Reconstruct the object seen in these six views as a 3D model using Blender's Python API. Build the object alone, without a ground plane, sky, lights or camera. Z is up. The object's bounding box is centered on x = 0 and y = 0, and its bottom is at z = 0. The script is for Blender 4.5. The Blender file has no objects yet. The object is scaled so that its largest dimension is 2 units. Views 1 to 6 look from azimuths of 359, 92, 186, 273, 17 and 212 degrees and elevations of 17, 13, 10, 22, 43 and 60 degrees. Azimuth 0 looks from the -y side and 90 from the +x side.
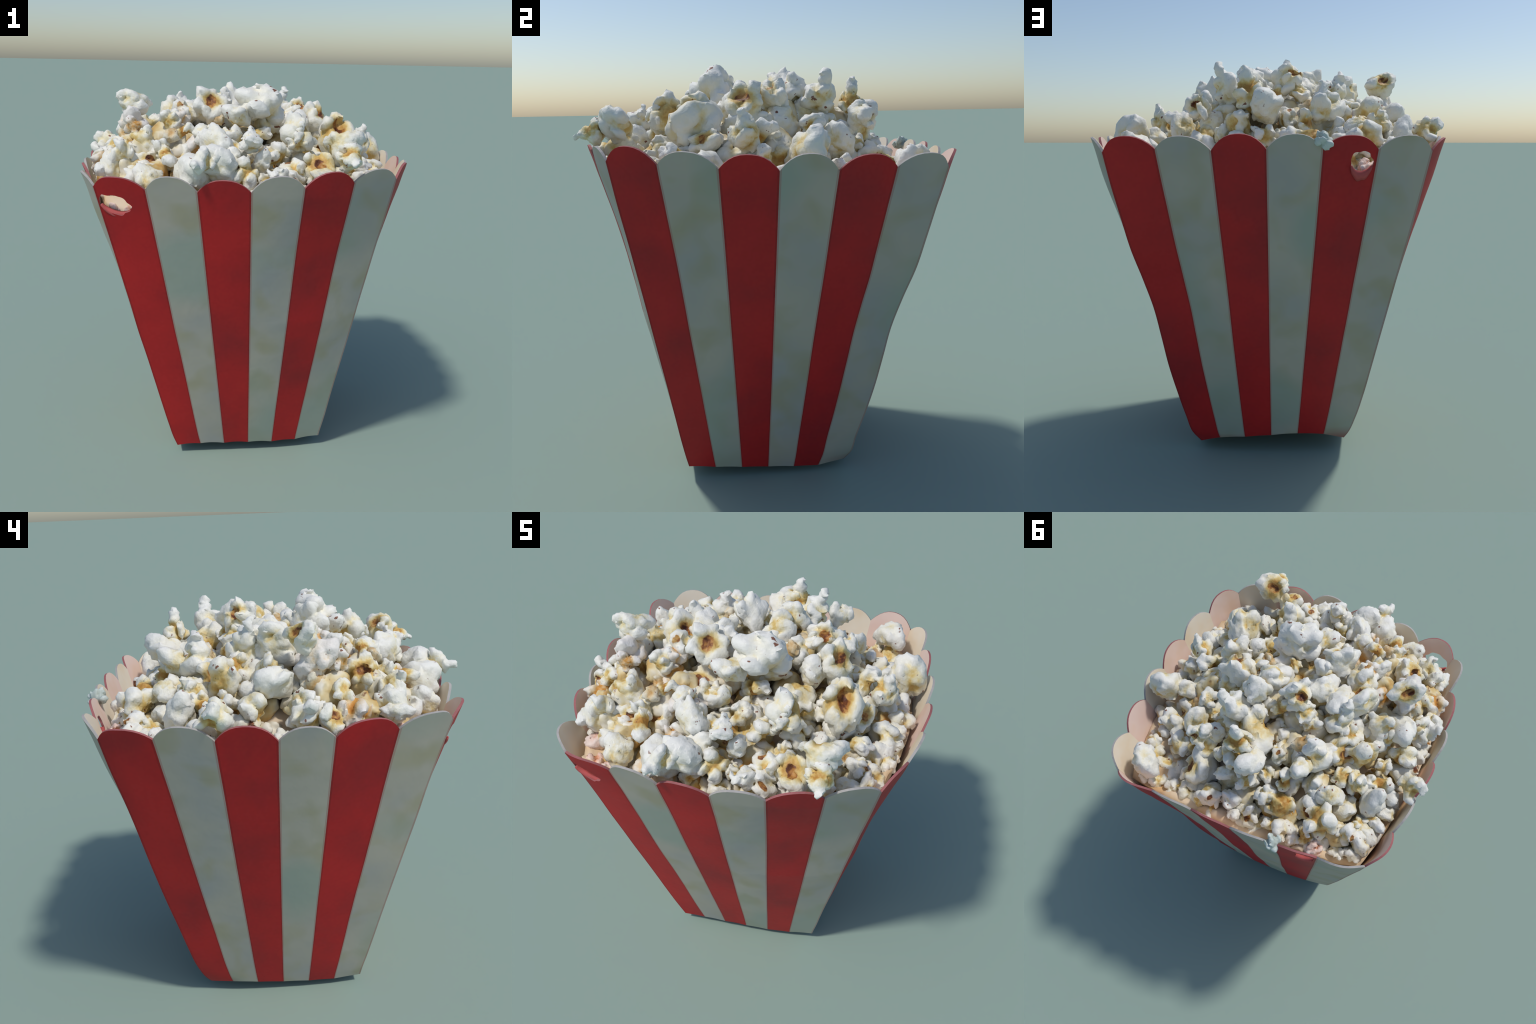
# A striped paper popcorn carton, overfilled with popped corn.
# Two things stand together: the carton (stripes, base) and the heap of popcorn in it.
import bpy, math, random
import numpy as np
from mathutils import Vector, Matrix, Quaternion, noise

random.seed(7)
rng = np.random.default_rng(7)

# ---------------------------------------------------------------- materials
def nodes_of(name, rough=0.6, spec=0.3):
    m = bpy.data.materials.new(name)
    m.use_nodes = True
    nt = m.node_tree
    nt.nodes.clear()
    out = nt.nodes.new("ShaderNodeOutputMaterial")
    b = nt.nodes.new("ShaderNodeBsdfPrincipled")
    b.inputs["Roughness"].default_value = rough
    b.inputs["Specular IOR Level"].default_value = spec
    nt.links.new(b.outputs[0], out.inputs[0])
    return m, nt, b

def add(nt, kind, **kw):
    n = nt.nodes.new(kind)
    for k, v in kw.items():
        setattr(n, k, v)
    return n

def plug(nt, a, b):
    nt.links.new(a, b)

def noise_tex(nt, vec, scale, detail=2.0, rough=0.5, dist=0.0):
    n = add(nt, "ShaderNodeTexNoise")
    n.inputs["Scale"].default_value = scale
    n.inputs["Detail"].default_value = detail
    n.inputs["Roughness"].default_value = rough
    n.inputs["Distortion"].default_value = dist
    plug(nt, vec, n.inputs["Vector"])
    return n.outputs["Fac"]

def ramp(nt, fac, stops, mode="LINEAR"):
    r = add(nt, "ShaderNodeValToRGB")
    cr = r.color_ramp
    cr.interpolation = mode
    while len(cr.elements) < len(stops):
        cr.elements.new(0.5)
    for e, (p, c) in zip(cr.elements, stops):
        e.position = p
        e.color = (*c, 1.0) if len(c) == 3 else c
    plug(nt, fac, r.inputs["Fac"])
    return r.outputs["Color"]

def grey(v):
    return (v, v, v)

def mix(nt, fac, a, b, blend="MIX"):
    n = add(nt, "ShaderNodeMix", data_type="RGBA", blend_type=blend)
    for sock, val in ((n.inputs[0], fac), (n.inputs[6], a), (n.inputs[7], b)):
        if hasattr(val, "is_linked"):
            plug(nt, val, sock)
        elif isinstance(val, (int, float)):
            sock.default_value = val
        else:
            sock.default_value = (*val, 1.0)
    return n.outputs[2]

def math_node(nt, op, a, b=None, clamp=False):
    n = add(nt, "ShaderNodeMath", operation=op, use_clamp=clamp)
    for sock, val in zip(n.inputs, (a, b)):
        if val is None:
            continue
        if hasattr(val, "is_linked"):
            plug(nt, val, sock)
        else:
            sock.default_value = val
    return n.outputs[0]

def coords(nt, which="Object"):
    return add(nt, "ShaderNodeTexCoord").outputs[which]

def near(nt, vec, centre, inner, outer, squash=(1, 1, 1)):
    """1 close to a place on the object, fading to 0 between two radii."""
    d = add(nt, "ShaderNodeVectorMath", operation="SUBTRACT")
    plug(nt, vec, d.inputs[0])
    d.inputs[1].default_value = centre
    s = add(nt, "ShaderNodeVectorMath", operation="MULTIPLY")
    plug(nt, d.outputs[0], s.inputs[0])
    s.inputs[1].default_value = squash
    l = add(nt, "ShaderNodeVectorMath", operation="LENGTH")
    plug(nt, s.outputs[0], l.inputs[0])
    m = add(nt, "ShaderNodeMapRange", clamp=True)
    m.inputs["From Min"].default_value = outer
    m.inputs["From Max"].default_value = inner
    plug(nt, l.outputs["Value"], m.inputs["Value"])
    return m.outputs[0]

def bump(nt, bsdf, height, strength, distance):
    b = add(nt, "ShaderNodeBump")
    b.inputs["Strength"].default_value = strength
    b.inputs["Distance"].default_value = distance
    plug(nt, height, b.inputs["Height"])
    plug(nt, b.outputs[0], bsdf.inputs["Normal"])

RED = (0.460, 0.013, 0.015)

def red_print(name, dark=1.0):
    m, nt, b = nodes_of(name, 0.55, 0.35)
    co = coords(nt)
    f = noise_tex(nt, co, 3.2, 3)
    c = ramp(nt, f, [(0.30, (0.345 * dark, 0.014 * dark, 0.017 * dark)),
                     (0.52, tuple(v * dark for v in RED)),
                     (0.72, (0.520 * dark, 0.015 * dark, 0.016 * dark))])
    fine = noise_tex(nt, co, 60, 2)
    c = mix(nt, 0.10, c, ramp(nt, fine, [(0.3, grey(0.0)), (0.7, (0.32, 0.03, 0.03))]))
    plug(nt, c, b.inputs["Base Color"])
    bump(nt, b, noise_tex(nt, co, 16, 3), 0.12, 0.01)
    return m

def white_board(name, tint=None, rosy=False):
    m, nt, b = nodes_of(name, 0.6, 0.3)
    co = coords(nt)
    f = noise_tex(nt, co, 2.6, 2)
    c = ramp(nt, f, [(0.30, (0.375, 0.372, 0.350)), (0.50, (0.430, 0.403, 0.340)), (0.70, (0.465, 0.428, 0.352))])
    # greasy yellow blots, and a few cool greenish clouds
    blot = ramp(nt, noise_tex(nt, co, 6.5, 1.5, 0.4, 0.3), [(0.48, grey(0)), (0.70, grey(0.60))])
    c = mix(nt, blot, c, (0.365, 0.335, 0.205))
    cloud = ramp(nt, noise_tex(nt, co, 1.7, 1.0), [(0.52, grey(0)), (0.66, grey(0.75))])
    c = mix(nt, cloud, c, (0.320, 0.380, 0.318))
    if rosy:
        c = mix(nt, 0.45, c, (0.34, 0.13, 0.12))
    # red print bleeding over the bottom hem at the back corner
    bleed = near(nt, co, (-0.36, 0.36, 0.045), 0.02, 0.17, (0.55, 0.8, 1.6))
    c = mix(nt, math_node(nt, "MULTIPLY", bleed, 0.8), c, (0.25, 0.045, 0.05))
    hem = near(nt, co, (-0.08, 0.40, 0.055), 0.015, 0.06, (0.10, 0.30, 1.0))
    c = mix(nt, math_node(nt, "MULTIPLY", hem, 0.6), c, (0.27, 0.06, 0.06))
    plug(nt, c, b.inputs["Base Color"])
    bump(nt, b, noise_tex(nt, co, 16, 3), 0.15, 0.01)
    return m

def inner_board(name, col_a, col_b, col_c):
    m, nt, b = nodes_of(name, 0.65, 0.25)
    co = coords(nt)
    f = noise_tex(nt, co, 5, 3)
    c = ramp(nt, f, [(0.3, col_a), (0.52, col_b), (0.72, col_c)])
    plug(nt, c, b.inputs["Base Color"])
    return m

def plain(name, col, rough=0.7):
    m, nt, b = nodes_of(name, rough, 0.2)
    co = coords(nt)
    c = mix(nt, 0.35, col, ramp(nt, noise_tex(nt, co, 20, 2), [(0.3, tuple(v * 0.7 for v in col)), (0.7, tuple(min(1, v * 1.25) for v in col))]))
    plug(nt, c, b.inputs["Base Color"])
    return m

M_RED = red_print("red_print")
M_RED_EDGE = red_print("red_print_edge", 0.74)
M_WHITE = white_board("white_card")
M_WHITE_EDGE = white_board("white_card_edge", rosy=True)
M_IN_RED = inner_board("inside_behind_red", (0.79, 0.57, 0.44), (0.82, 0.64, 0.56), (0.80, 0.59, 0.52))  # pink glow of light through the red paper, tinted into the lining
M_IN_WHITE = inner_board("inside_behind_white", (0.80, 0.66, 0.47), (0.83, 0.74, 0.60), (0.84, 0.78, 0.67))
M_RIM_RED = plain("cut_edge_red", (0.36, 0.13, 0.13))
M_RIM_WHITE = plain("cut_edge_white", (0.42, 0.40, 0.38))
M_BASE = plain("base_card", (0.16, 0.13, 0.12))
M_FLAP = plain("torn_red_card", (0.50, 0.10, 0.095))

def popcorn_mat(name, cavity=None, tone=0):
    """Fluffy white corn, creamy to amber near the hull (the origin of each kernel)."""
    m, nt, b = nodes_of(name, 0.55, 0.35)
    co = coords(nt)
    ob = add(nt, "ShaderNodeObjectInfo")
    shift = add(nt, "ShaderNodeVectorMath", operation="ADD")
    plug(nt, co, shift.inputs[0])
    off = add(nt, "ShaderNodeVectorMath", operation="SCALE")
    off.inputs[0].default_value = (31.0, 17.0, 23.0)
    plug(nt, ob.outputs["Random"], off.inputs["Scale"])
    plug(nt, off.outputs[0], shift.inputs[1])
    v = shift.outputs[0]
    l = add(nt, "ShaderNodeVectorMath", operation="LENGTH")
    plug(nt, co, l.inputs[0])
    n1 = noise_tex(nt, v, 1.3, 3)
    n2 = noise_tex(nt, v, 4.5, 3)
    d = math_node(nt, "ADD", l.outputs["Value"], math_node(nt, "MULTIPLY", math_node(nt, "SUBTRACT", n1, 0.5), 0.55))
    d = math_node(nt, "ADD", d, math_node(nt, "MULTIPLY", math_node(nt, "SUBTRACT", n2, 0.5), 0.35))
    d = math_node(nt, "ADD", d, math_node(nt, "MULTIPLY", math_node(nt, "SUBTRACT", ob.outputs["Random"], 0.5), 0.22))
    if tone == 2:
        stops = [(0.32, (0.50, 0.17, 0.025)), (0.50, (0.66, 0.33, 0.075)), (0.64, (0.74, 0.56, 0.33)), (0.80, (0.79, 0.72, 0.62)), (1.00, (0.79, 0.75, 0.70))]
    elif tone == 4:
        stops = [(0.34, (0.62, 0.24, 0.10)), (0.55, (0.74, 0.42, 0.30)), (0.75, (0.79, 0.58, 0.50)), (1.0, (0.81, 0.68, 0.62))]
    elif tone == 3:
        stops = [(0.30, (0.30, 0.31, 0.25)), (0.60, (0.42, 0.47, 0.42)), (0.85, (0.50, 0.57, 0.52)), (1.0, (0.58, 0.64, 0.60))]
    elif tone == 0:
        stops = [(0.32, (0.48, 0.24, 0.05)), (0.50, (0.68, 0.49, 0.17)), (0.64, (0.78, 0.69, 0.44)), (0.78, (0.82, 0.79, 0.67)), (1.00, (0.82, 0.805, 0.74))]
    else:
        stops = [(0.20, (0.36, 0.14, 0.03)), (0.45, (0.55, 0.31, 0.10)), (0.70, (0.66, 0.50, 0.28)), (0.92, (0.72, 0.66, 0.52))]
    c = ramp(nt, d, stops)
    if cavity:
        centre, inner, outer, squash = cavity
        ring = near(nt, co, centre, inner * 1.0, outer * 1.35, squash)
        core = near(nt, co, centre, inner * 0.8, outer, squash)
        n3 = noise_tex(nt, v, 2.4, 4, 0.6, 0.5)
        brown = ramp(nt, n3, [(0.30, (0.070, 0.022, 0.015)), (0.45, (0.20, 0.070, 0.025)), (0.55, (0.42, 0.19, 0.045)), (0.70, (0.60, 0.38, 0.14))])
        c = mix(nt, math_node(nt, "MULTIPLY", ring, 0.42), c, (0.66, 0.48, 0.19))
        edge = math_node(nt, "ADD", core, math_node(nt, "MULTIPLY", math_node(nt, "SUBTRACT", n2, 0.5), 1.2), clamp=True)
        k = ramp(nt, edge, [(0.38, grey(0)), (0.60, grey(1))])
        c = mix(nt, k, c, brown)
    else:
        # stray bran flecks
        fl = ramp(nt, noise_tex(nt, v, 2.6, 2, 0.5), [(0.695, grey(0)), (0.73, grey(0.95))])
        c = mix(nt, fl, c, (0.20, 0.065, 0.030))
    plug(nt, c, b.inputs["Base Color"])
    b.inputs["Subsurface Weight"].default_value = 0.0
    bump(nt, b, noise_tex(nt, v, 5, 2), 0.12, 0.05)
    return m

# ---------------------------------------------------------------- carton
# corner folds of the box: height -> (x, y), from the ground to the rim
Z_CTRL = [0.05, 0.10, 0.20, 0.35, 0.50, 0.65, 0.80, 0.95, 1.10, 1.25, 1.40, 1.54]
FOLDS = {
    "front_left": [(-0.326, -0.448), (-0.345, -0.454), (-0.369, -0.474), (-0.401, -0.503), (-0.432, -0.531), (-0.463, -0.560), (-0.496, -0.589), (-0.523, -0.620), (-0.553, -0.650), (-0.583, -0.677), (-0.613, -0.708), (-0.640, -0.741)],
    "front_right": [(0.458, -0.356), (0.466, -0.367), (0.485, -0.384), (0.510, -0.406), (0.537, -0.427), (0.565, -0.449), (0.592, -0.471), (0.618, -0.493), (0.645, -0.516), (0.672, -0.539), (0.701, -0.563), (0.726, -0.583)],
    "back_right": [(0.346, 0.408), (0.376, 0.435), (0.406, 0.457), (0.438, 0.499), (0.467, 0.536), (0.489, 0.567), (0.515, 0.598), (0.552, 0.643), (0.590, 0.694), (0.618, 0.730), (0.645, 0.764), (0.664, 0.797)],
    "back_left": [(-0.380, 0.327), (-0.408, 0.352), (-0.443, 0.388), (-0.483, 0.421), (-0.516, 0.452), (-0.548, 0.485), (-0.581, 0.515), (-0.614, 0.543), (-0.649, 0.568), (-0.682, 0.596), (-0.712, 0.629), (-0.740, 0.654)],
}
CORNERS = ["front_left", "front_right", "back_right", "back_left"]
# notches of the scalloped rim between the corners, walking round: front, right, back, left
NOTCH = [
    [(-0.411, -0.780), (-0.181, -0.799), (0.055, -0.796), (0.292, -0.763), (0.516, -0.688)],
    [(0.807, -0.368), (0.841, -0.127), (0.838, 0.108), (0.808, 0.341), (0.754, 0.573)],
    [(0.428, 0.812), (0.189, 0.807), (-0.045, 0.799), (-0.280, 0.772), (-0.511, 0.730)],
    [(-0.787, 0.427), (-0.806, 0.185), (-0.807, -0.058), (-0.787, -0.277), (-0.714, -0.527)],
]
NOTCH_Z = [1.561, 1.554, 1.550, 1.552, 1.570, 1.586, 1.588, 1.577, 1.560, 1.549, 1.544, 1.552,
           1.539, 1.554, 1.547, 1.553, 1.553, 1.552, 1.544, 1.553, 1.547, 1.542, 1.544, 1.549]
HEM_Z = [0.052, 0.060, 0.057, 0.057, 0.052, 0.054, 0.066, 0.060, 0.054, 0.046, 0.038, 0.030,
         0.044, 0.080, 0.090, 0.102, 0.114, 0.106, 0.062, 0.074, 0.066, 0.056, 0.048, 0.044]
SCALLOP = 0.063
WALL = 0.011

def smooth_curve(xs, ys, q):
    """Cubic Hermite through control points, straight beyond both ends."""
    xs, ys, q = np.asarray(xs, float), np.asarray(ys, float), np.asarray(q, float)
    s = np.diff(ys) / np.diff(xs)
    m = np.empty(len(xs))
    m[0], m[-1] = s[0], s[-1]
    m[1:-1] = (s[:-1] * np.diff(xs)[1:] + s[1:] * np.diff(xs)[:-1]) / (xs[2:] - xs[:-2])
    i = np.clip(np.searchsorted(xs, q) - 1, 0, len(xs) - 2)
    h = xs[i + 1] - xs[i]
    t = (q - xs[i]) / h
    tc = np.clip(t, 0, 1)
    y = ((1 + 2 * tc) * (1 - tc) ** 2 * ys[i] + tc * (1 - tc) ** 2 * h * m[i]
         + tc * tc * (3 - 2 * tc) * ys[i + 1] + tc * tc * (tc - 1) * h * m[i + 1])
    return y + np.where(t < 0, t * h * m[0], 0) + np.where(t > 1, (t - 1) * h * m[-1], 0)

def fold(corner, z):
    p = np.array(FOLDS[corner])
    return np.stack([smooth_curve(Z_CTRL, p[:, 0], z), smooth_curve(Z_CTRL, p[:, 1], z)], -1)

def straight_fold(corner, z):
    p = np.array(FOLDS[corner])
    lo, hi = p[2], p[-1]
    return lo + (hi - lo) * ((np.asarray(z, float) - Z_CTRL[2]) / (Z_CTRL[-1] - Z_CTRL[2]))[..., None]

BULGE_LOW = [0.012, 0.012, 0.012, 0.012]
def bulge_share(face, z):
    lo = BULGE_LOW[face]
    return (lo + 0.077 * np.clip(z, 0, 1.75)) / (lo + 0.077 * 1.55)

# where the belly of the card hangs back below the rim
LATE = [(0, 0, 0, 0.10, 0.19), (0.17, 0.11, 0.06, 0, 0), (0,) * 5, (0,) * 5]
LOW_PUSH = [
    [(0, 0)] * 7,
    [(0, 0), (0, 0), (0, 0), (0, 0), (0.004, 0), (0.008, 0), (0.008, 0.006)],
    [(0.008, 0.006), (0.004, 0.014), (0.002, 0.020), (0, 0.020), (0, 0.018), (0, 0.012), (0, 0.003)],
    [(0, 0.003), (0, 0), (0, 0), (0, 0), (0, 0), (0, 0), (0, 0)],
]
def face_lines(face, z):
    """The seven stripe borders of one side at height z (corner, five borders, corner)."""
    a, b = CORNERS[face], CORNERS[(face + 1) % 4]
    pa, pb = fold(a, z), fold(b, z)
    qa, qb = straight_fold(a, z), straight_fold(b, z)
    ta, tb = fold(a, np.array(1.55)), fold(b, np.array(1.55))
    out = [pa]
    for j in range(5):
        rim = np.array(NOTCH[face][j])
        ftop = np.dot(rim - ta, tb - ta) / np.dot(tb - ta, tb - ta)
        fz = (j + 1) / 6 + (ftop - (j + 1) / 6) * np.clip(z / 1.55, 0, 1.1)
        off = rim - (ta + (tb - ta) * ftop)
        near_a, near_b = 0.35 ** (j + 1), 0.35 ** (5 - j)      # dents of a fold die out in the first stripe
        out.append(qa + (qb - qa) * fz[..., None] + (pa - qa) * near_a + (pb - qb) * near_b + off * (bulge_share(face, z) - LATE[face][j] * np.sin(math.pi * np.clip((z - 0.85) / 0.67, 0, 1)))[..., None])
    out.append(pb)
    out = np.stack(out, 0)
    # the lower half of the back is pressed outwards
    low = np.clip((1.15 - z) / 0.55, 0, 1)
    low = low * low * (3 - 2 * low)
    for k, w in enumerate(LOW_PUSH[face]):
        out[k] += low[..., None] * np.array(w)
    return out

def dents(x, y, z):
    v = np.empty(x.shape)
    for i in np.ndindex(x.shape):
        v[i] = noise.noise((x[i] * 2.6, y[i] * 2.6, z[i] * 2.6)) * 0.004 + noise.noise((x[i] * 8 + 5, y[i] * 8, z[i] * 8)) * 0.0016
    return v

def wall_point(t, z):
    """Outer skin of the box: t counts stripes round the box from the front left corner."""
    t, z = np.broadcast_arrays(np.asarray(t, float), np.asarray(z, float))
    face = np.clip((t // 6).astype(int), 0, 3)
    res = np.zeros(t.shape + (2,))
    for f in range(4):
        pick = face == f
        if not pick.any():
            continue
        zz, u = z[pick], t[pick] - 6 * f
        lines = face_lines(f, zz)
        # natural looking cubic across the seven lines
        n = 7
        s = np.diff(lines, axis=0)
        m = np.empty_like(lines)
        m[1:-1] = 0.5 * (s[1:] + s[:-1])
        m[0] = 1.5 * s[0] - 0.5 * m[1]
        m[-1] = 1.5 * s[-1] - 0.5 * m[-2]
        i = np.clip(u.astype(int), 0, n - 2)
        k = np.arange(len(u))
        q = (u - i)[:, None]
        p = ((1 + 2 * q) * (1 - q) ** 2 * lines[i, k] + q * (1 - q) ** 2 * m[i, k]
             + q * q * (3 - 2 * q) * lines[i + 1, k] + q * q * (q - 1) * m[i + 1, k])
        res[pick] = p
    return np.concatenate([res, z[..., None]], -1)

def rim_height(stripe, s):
    a, b = NOTCH_Z[stripe], NOTCH_Z[(stripe + 1) % 24]
    wob = 1 + 0.09 * math.sin(stripe * 2.3)
    return a + (b - a) * s + SCALLOP * wob * (1 - np.abs(2 * s - 1) ** 2.4)

def hem_height(stripe, s):
    a, b = HEM_Z[stripe], HEM_Z[(stripe + 1) % 24]
    return a + (b - a) * s + 0.006 * np.sin(math.pi * s) * (1.0 if stripe < 6 else 0.4)

COLS = np.array([0, 0.035, 0.09, 0.17, 0.26, 0.36, 0.46, 0.54, 0.64, 0.74, 0.83, 0.91, 0.965, 1.0])
ROWS = 96
HOLES = {0: (0.35, 1.487, 0.33, 0.047, -0.30), 16: (0.735, 1.500, 0.215, 0.045, 0.0)}

def new_object(name, verts, faces, mats, fmat, parent=None, smooth=True):
    me = bpy.data.meshes.new(name)
    me.from_pydata([tuple(map(float, v)) for v in verts], [], faces)
    for m in mats:
        me.materials.append(m)
    me.polygons.foreach_set("material_index", fmat)
    me.polygons.foreach_set("use_smooth", [smooth] * len(faces))
    me.update()
    ob = bpy.data.objects.new(name, me)
    bpy.context.scene.collection.objects.link(ob)
    ob.parent = parent
    return ob

def build_stripe(k, parent):
    red = k % 2 == 0
    cols, rows = COLS, ROWS
    if k in HOLES:
        cols = np.unique(np.concatenate([np.array([0, 0.035, 0.965, 1.0]), np.linspace(0.07, 0.93, 26)]))
        rows = 190
    S, V = np.meshgrid(cols, np.linspace(0, 1, rows + 1), indexing="ij")
    face = k // 6
    lo, hi = hem_height(k, S), rim_height(k, S)
    Z = lo + (hi - lo) * V
    nc, nr = S.shape
    gone = np.zeros((nc - 1, nr - 1), bool)
    rimv = np.zeros((nc, nr), bool)
    if k in HOLES:
        cs, cz, rs, rz, tilt = HOLES[k]
        def level(s, z):
            a, b = (s - cs) / rs, (z - cz - tilt * (s - cs) * 0.1) / rz
            th = np.arctan2(b, a)
            ragged = 1 + 0.07 * np.sin(2 * th + k) + 0.06 * np.sin(5 * th + 2.0) + 0.03 * np.sin(9 * th)
            return (a * a + b * b) / ragged ** 2
        lev = level(S, Z)
        cell = (lev[:-1, :-1] + lev[1:, :-1] + lev[:-1, 1:] + lev[1:, 1:]) / 4
        gone = cell < 1.0
        for i in range(nc):
            for j in range(nr):
                nb = [gone[a, b] for a in (i - 1, i) for b in (j - 1, j) if 0 <= a < nc - 1 and 0 <= b < nr - 1]
                rimv[i, j] = any(nb) and not all(nb)
        f = np.where(rimv, 1 / np.sqrt(np.maximum(lev, 1e-6)), 1.0)
        dz = Z - cz - tilt * (S - cs) * 0.1
        S2 = cs + (S - cs) * f
        Z = cz + dz * f + tilt * (S2 - cs) * 0.1
        S = np.clip(S2, 0, 1)
    T = k + S
    eps = 1e-3
    # stay on this side of the box when walking to a corner
    a = np.clip(T - eps, 6 * face + 1e-6, 6 * face + 6 - 2e-6)
    b = np.clip(T + eps, 6 * face + 1e-6, 6 * face + 6 - 1e-6)
    Tc = np.clip(T, 6 * face + 1e-7, 6 * face + 6 - 1e-7)
    P = wall_point(Tc, Z)
    du = wall_point(b, Z) - wall_point(a, Z)
    dv = wall_point(Tc, Z + 1e-3) - wall_point(Tc, Z - 1e-3)
    N = np.cross(du, dv)
    N /= np.linalg.norm(N, axis=-1, keepdims=True)
    fade = np.minimum(1, np.minimum(T - 6 * face, 6 * face + 6 - T) / 0.3)
    P = P + N * (dents(P[..., 0], P[..., 1], P[..., 2]) * fade)[..., None]
    flare = np.clip((Z - 1.50) / 0.12, 0, 1) ** 2 * 0.006 * np.sin(math.pi * np.clip(S, 0, 1))
    # the card stays rounded beside the folds, most of all under the rim
    beside = 0.022 if k % 6 in (0, 5) and k not in (5, 6) else 0.0
    up = np.clip((Z - 1.05) / 0.45, 0, 1)
    grow = 0.0035 + flare + beside * np.sin(math.pi * np.clip(S, 0, 1)) * up * up * (3 - 2 * up)
    # inner skin, mitred at the folds
    wall = WALL * np.ones(T.shape)
    IN = N.copy()
    for tcorner, other in ((6 * face, (face - 1) % 4), (6 * face + 6, (face + 1) % 4)):
        on = np.abs(T - tcorner) < 1e-6
        if on.any():
            z = Z[on]
            e = 0.003
            if other == (face - 1) % 4:
                q0, q1 = 6 * other + 6 - e, 6 * other + 6 - 1e-6
            else:
                q0, q1 = 6 * other + 1e-6, 6 * other + e
            d1 = wall_point(np.full(z.shape, q1), z) - wall_point(np.full(z.shape, q0), z)
            n2 = np.cross(d1, dv[on])
            n2 /= np.linalg.norm(n2, axis=-1, keepdims=True)
            n1 = N[on]
            IN[on] = (n1 + n2) / (1 + (n1 * n2).sum(-1, keepdims=True))
    P = P + IN * grow[..., None]
    Q = P - IN * wall[..., None]
    npts = nc * nr
    verts = np.concatenate([P.reshape(-1, 3), Q.reshape(-1, 3)])
    idx = np.arange(npts).reshape(nc, nr)
    faces, fm, kind = [], [], []
    def quad(q, m, kd):
        faces.append(tuple(int(x) for x in q)); fm.append(m); kind.append(kd)
    for i in range(nc - 1):
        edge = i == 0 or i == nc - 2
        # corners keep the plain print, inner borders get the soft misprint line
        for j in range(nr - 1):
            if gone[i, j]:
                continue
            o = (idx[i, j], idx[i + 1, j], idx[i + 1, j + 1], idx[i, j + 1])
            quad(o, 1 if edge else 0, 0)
            quad([x + npts for x in reversed(o)], 2, 1)
        for j, flip in ((0, True), (nr - 1, False)):
            o = (idx[i, j], idx[i + 1, j], idx[i + 1, j] + npts, idx[i, j] + npts)
            quad(reversed(o) if flip else o, 3, 2)
    if gone.any():
        for i in range(nc - 1):
            for j in range(nr - 1):
                if not gone[i, j]:
                    continue
                for (di, dj, p, q) in ((-1, 0, (i, j + 1), (i, j)), (1, 0, (i + 1, j), (i + 1, j + 1)), (0, -1, (i, j), (i + 1, j)), (0, 1, (i + 1, j + 1), (i, j + 1))):
                    if not gone[i + di, j + dj]:
                        u, w = idx[p], idx[q]
                        quad((u, w, w + npts, u + npts), 3, 2)
    mats = [M_RED, M_RED_EDGE, M_IN_RED, M_RIM_RED] if red else [M_WHITE, M_WHITE_EDGE, M_IN_WHITE, M_RIM_WHITE]
    ob = new_object("red_stripe" if red else "white_stripe", verts, faces, mats, fm, parent)
    # normals of the whole smooth wall, so that no seam shows between stripes
    me = ob.data
    nrm = []
    Nf, If = N.reshape(-1, 3), IN.reshape(-1, 3)
    If = If / np.linalg.norm(If, axis=1, keepdims=True)
    for f, kd in zip(me.polygons, kind):
        for v in f.vertices:
            if kd == 0:
                nrm.append(Nf[v])
            elif kd == 1:
                nrm.append(-Nf[v - npts])
            else:
                nrm.append(np.array(f.normal))
    me.normals_split_custom_set([tuple(map(float, n)) for n in nrm])
    return ob

def empty(name, loc):
    e = bpy.data.objects.new(name, None)
    e.location = loc
    e.empty_display_size = 0.1
    bpy.context.scene.collection.objects.link(e)
    return e

carton = empty("popcorn_carton", (0, 0, 0))
carton["label"] = "square flared paper carton with red and white stripes, scalloped rim"
carton["category"] = "popcorn box"
for k in range(24):
    build_stripe(k, carton)

def build_base(parent):
    ring = []
    for k in range(24):
        for s in np.linspace(0, 1, 8)[:-1]:
            z = float(hem_height(k, np.array(s)))
            t = k + s
            f = k // 6
            p = wall_point(np.array([min(t, 6 * f + 6 - 1e-6)]), np.array([z]))[0]
            ring.append(p)
    ring = np.array(ring)
    n = len(ring)
    mid = np.array([ring[:, 0].mean(), ring[:, 1].mean()])
    levels = [(0.995, 0.002), (0.97, 0.006), (0.86, None), (0.66, None), (0.35, None), (0.08, None)]
    verts, faces = [], []
    for side in (0, 1):
        for q, dz in levels:
            xy = mid + (ring[:, :2] - mid) * q
            if dz is not None:
                z = ring[:, 2] + dz * (0.3 - side)
            else:
                t = np.clip((q - 0.08) / 0.75, 0, 1)
                z = ring[:, 2] * t ** 0.7
            z = np.maximum(z, 0.0) + side * 0.02
            verts += [(x, y, w) for (x, y), w in zip(xy, z)]
    L = len(levels)
    for side in (0, 1):
        o = side * L * n
        for a in range(L - 1):
            for i in range(n):
                j = (i + 1) % n
                f = (o + a * n + i, o + (a + 1) * n + i, o + (a + 1) * n + j, o + a * n + j)
                faces.append(f if side == 0 else f[::-1])
        cap = [o + (L - 1) * n + i for i in range(n)]
        faces.append(tuple(cap) if side == 1 else tuple(cap[::-1]))
    for i in range(n):
        j = (i + 1) % n
        faces.append((i, j, L * n + j, L * n + i))
    return new_object("carton_base", verts, faces, [M_BASE], [0] * len(faces), parent)
build_base(carton)

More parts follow.
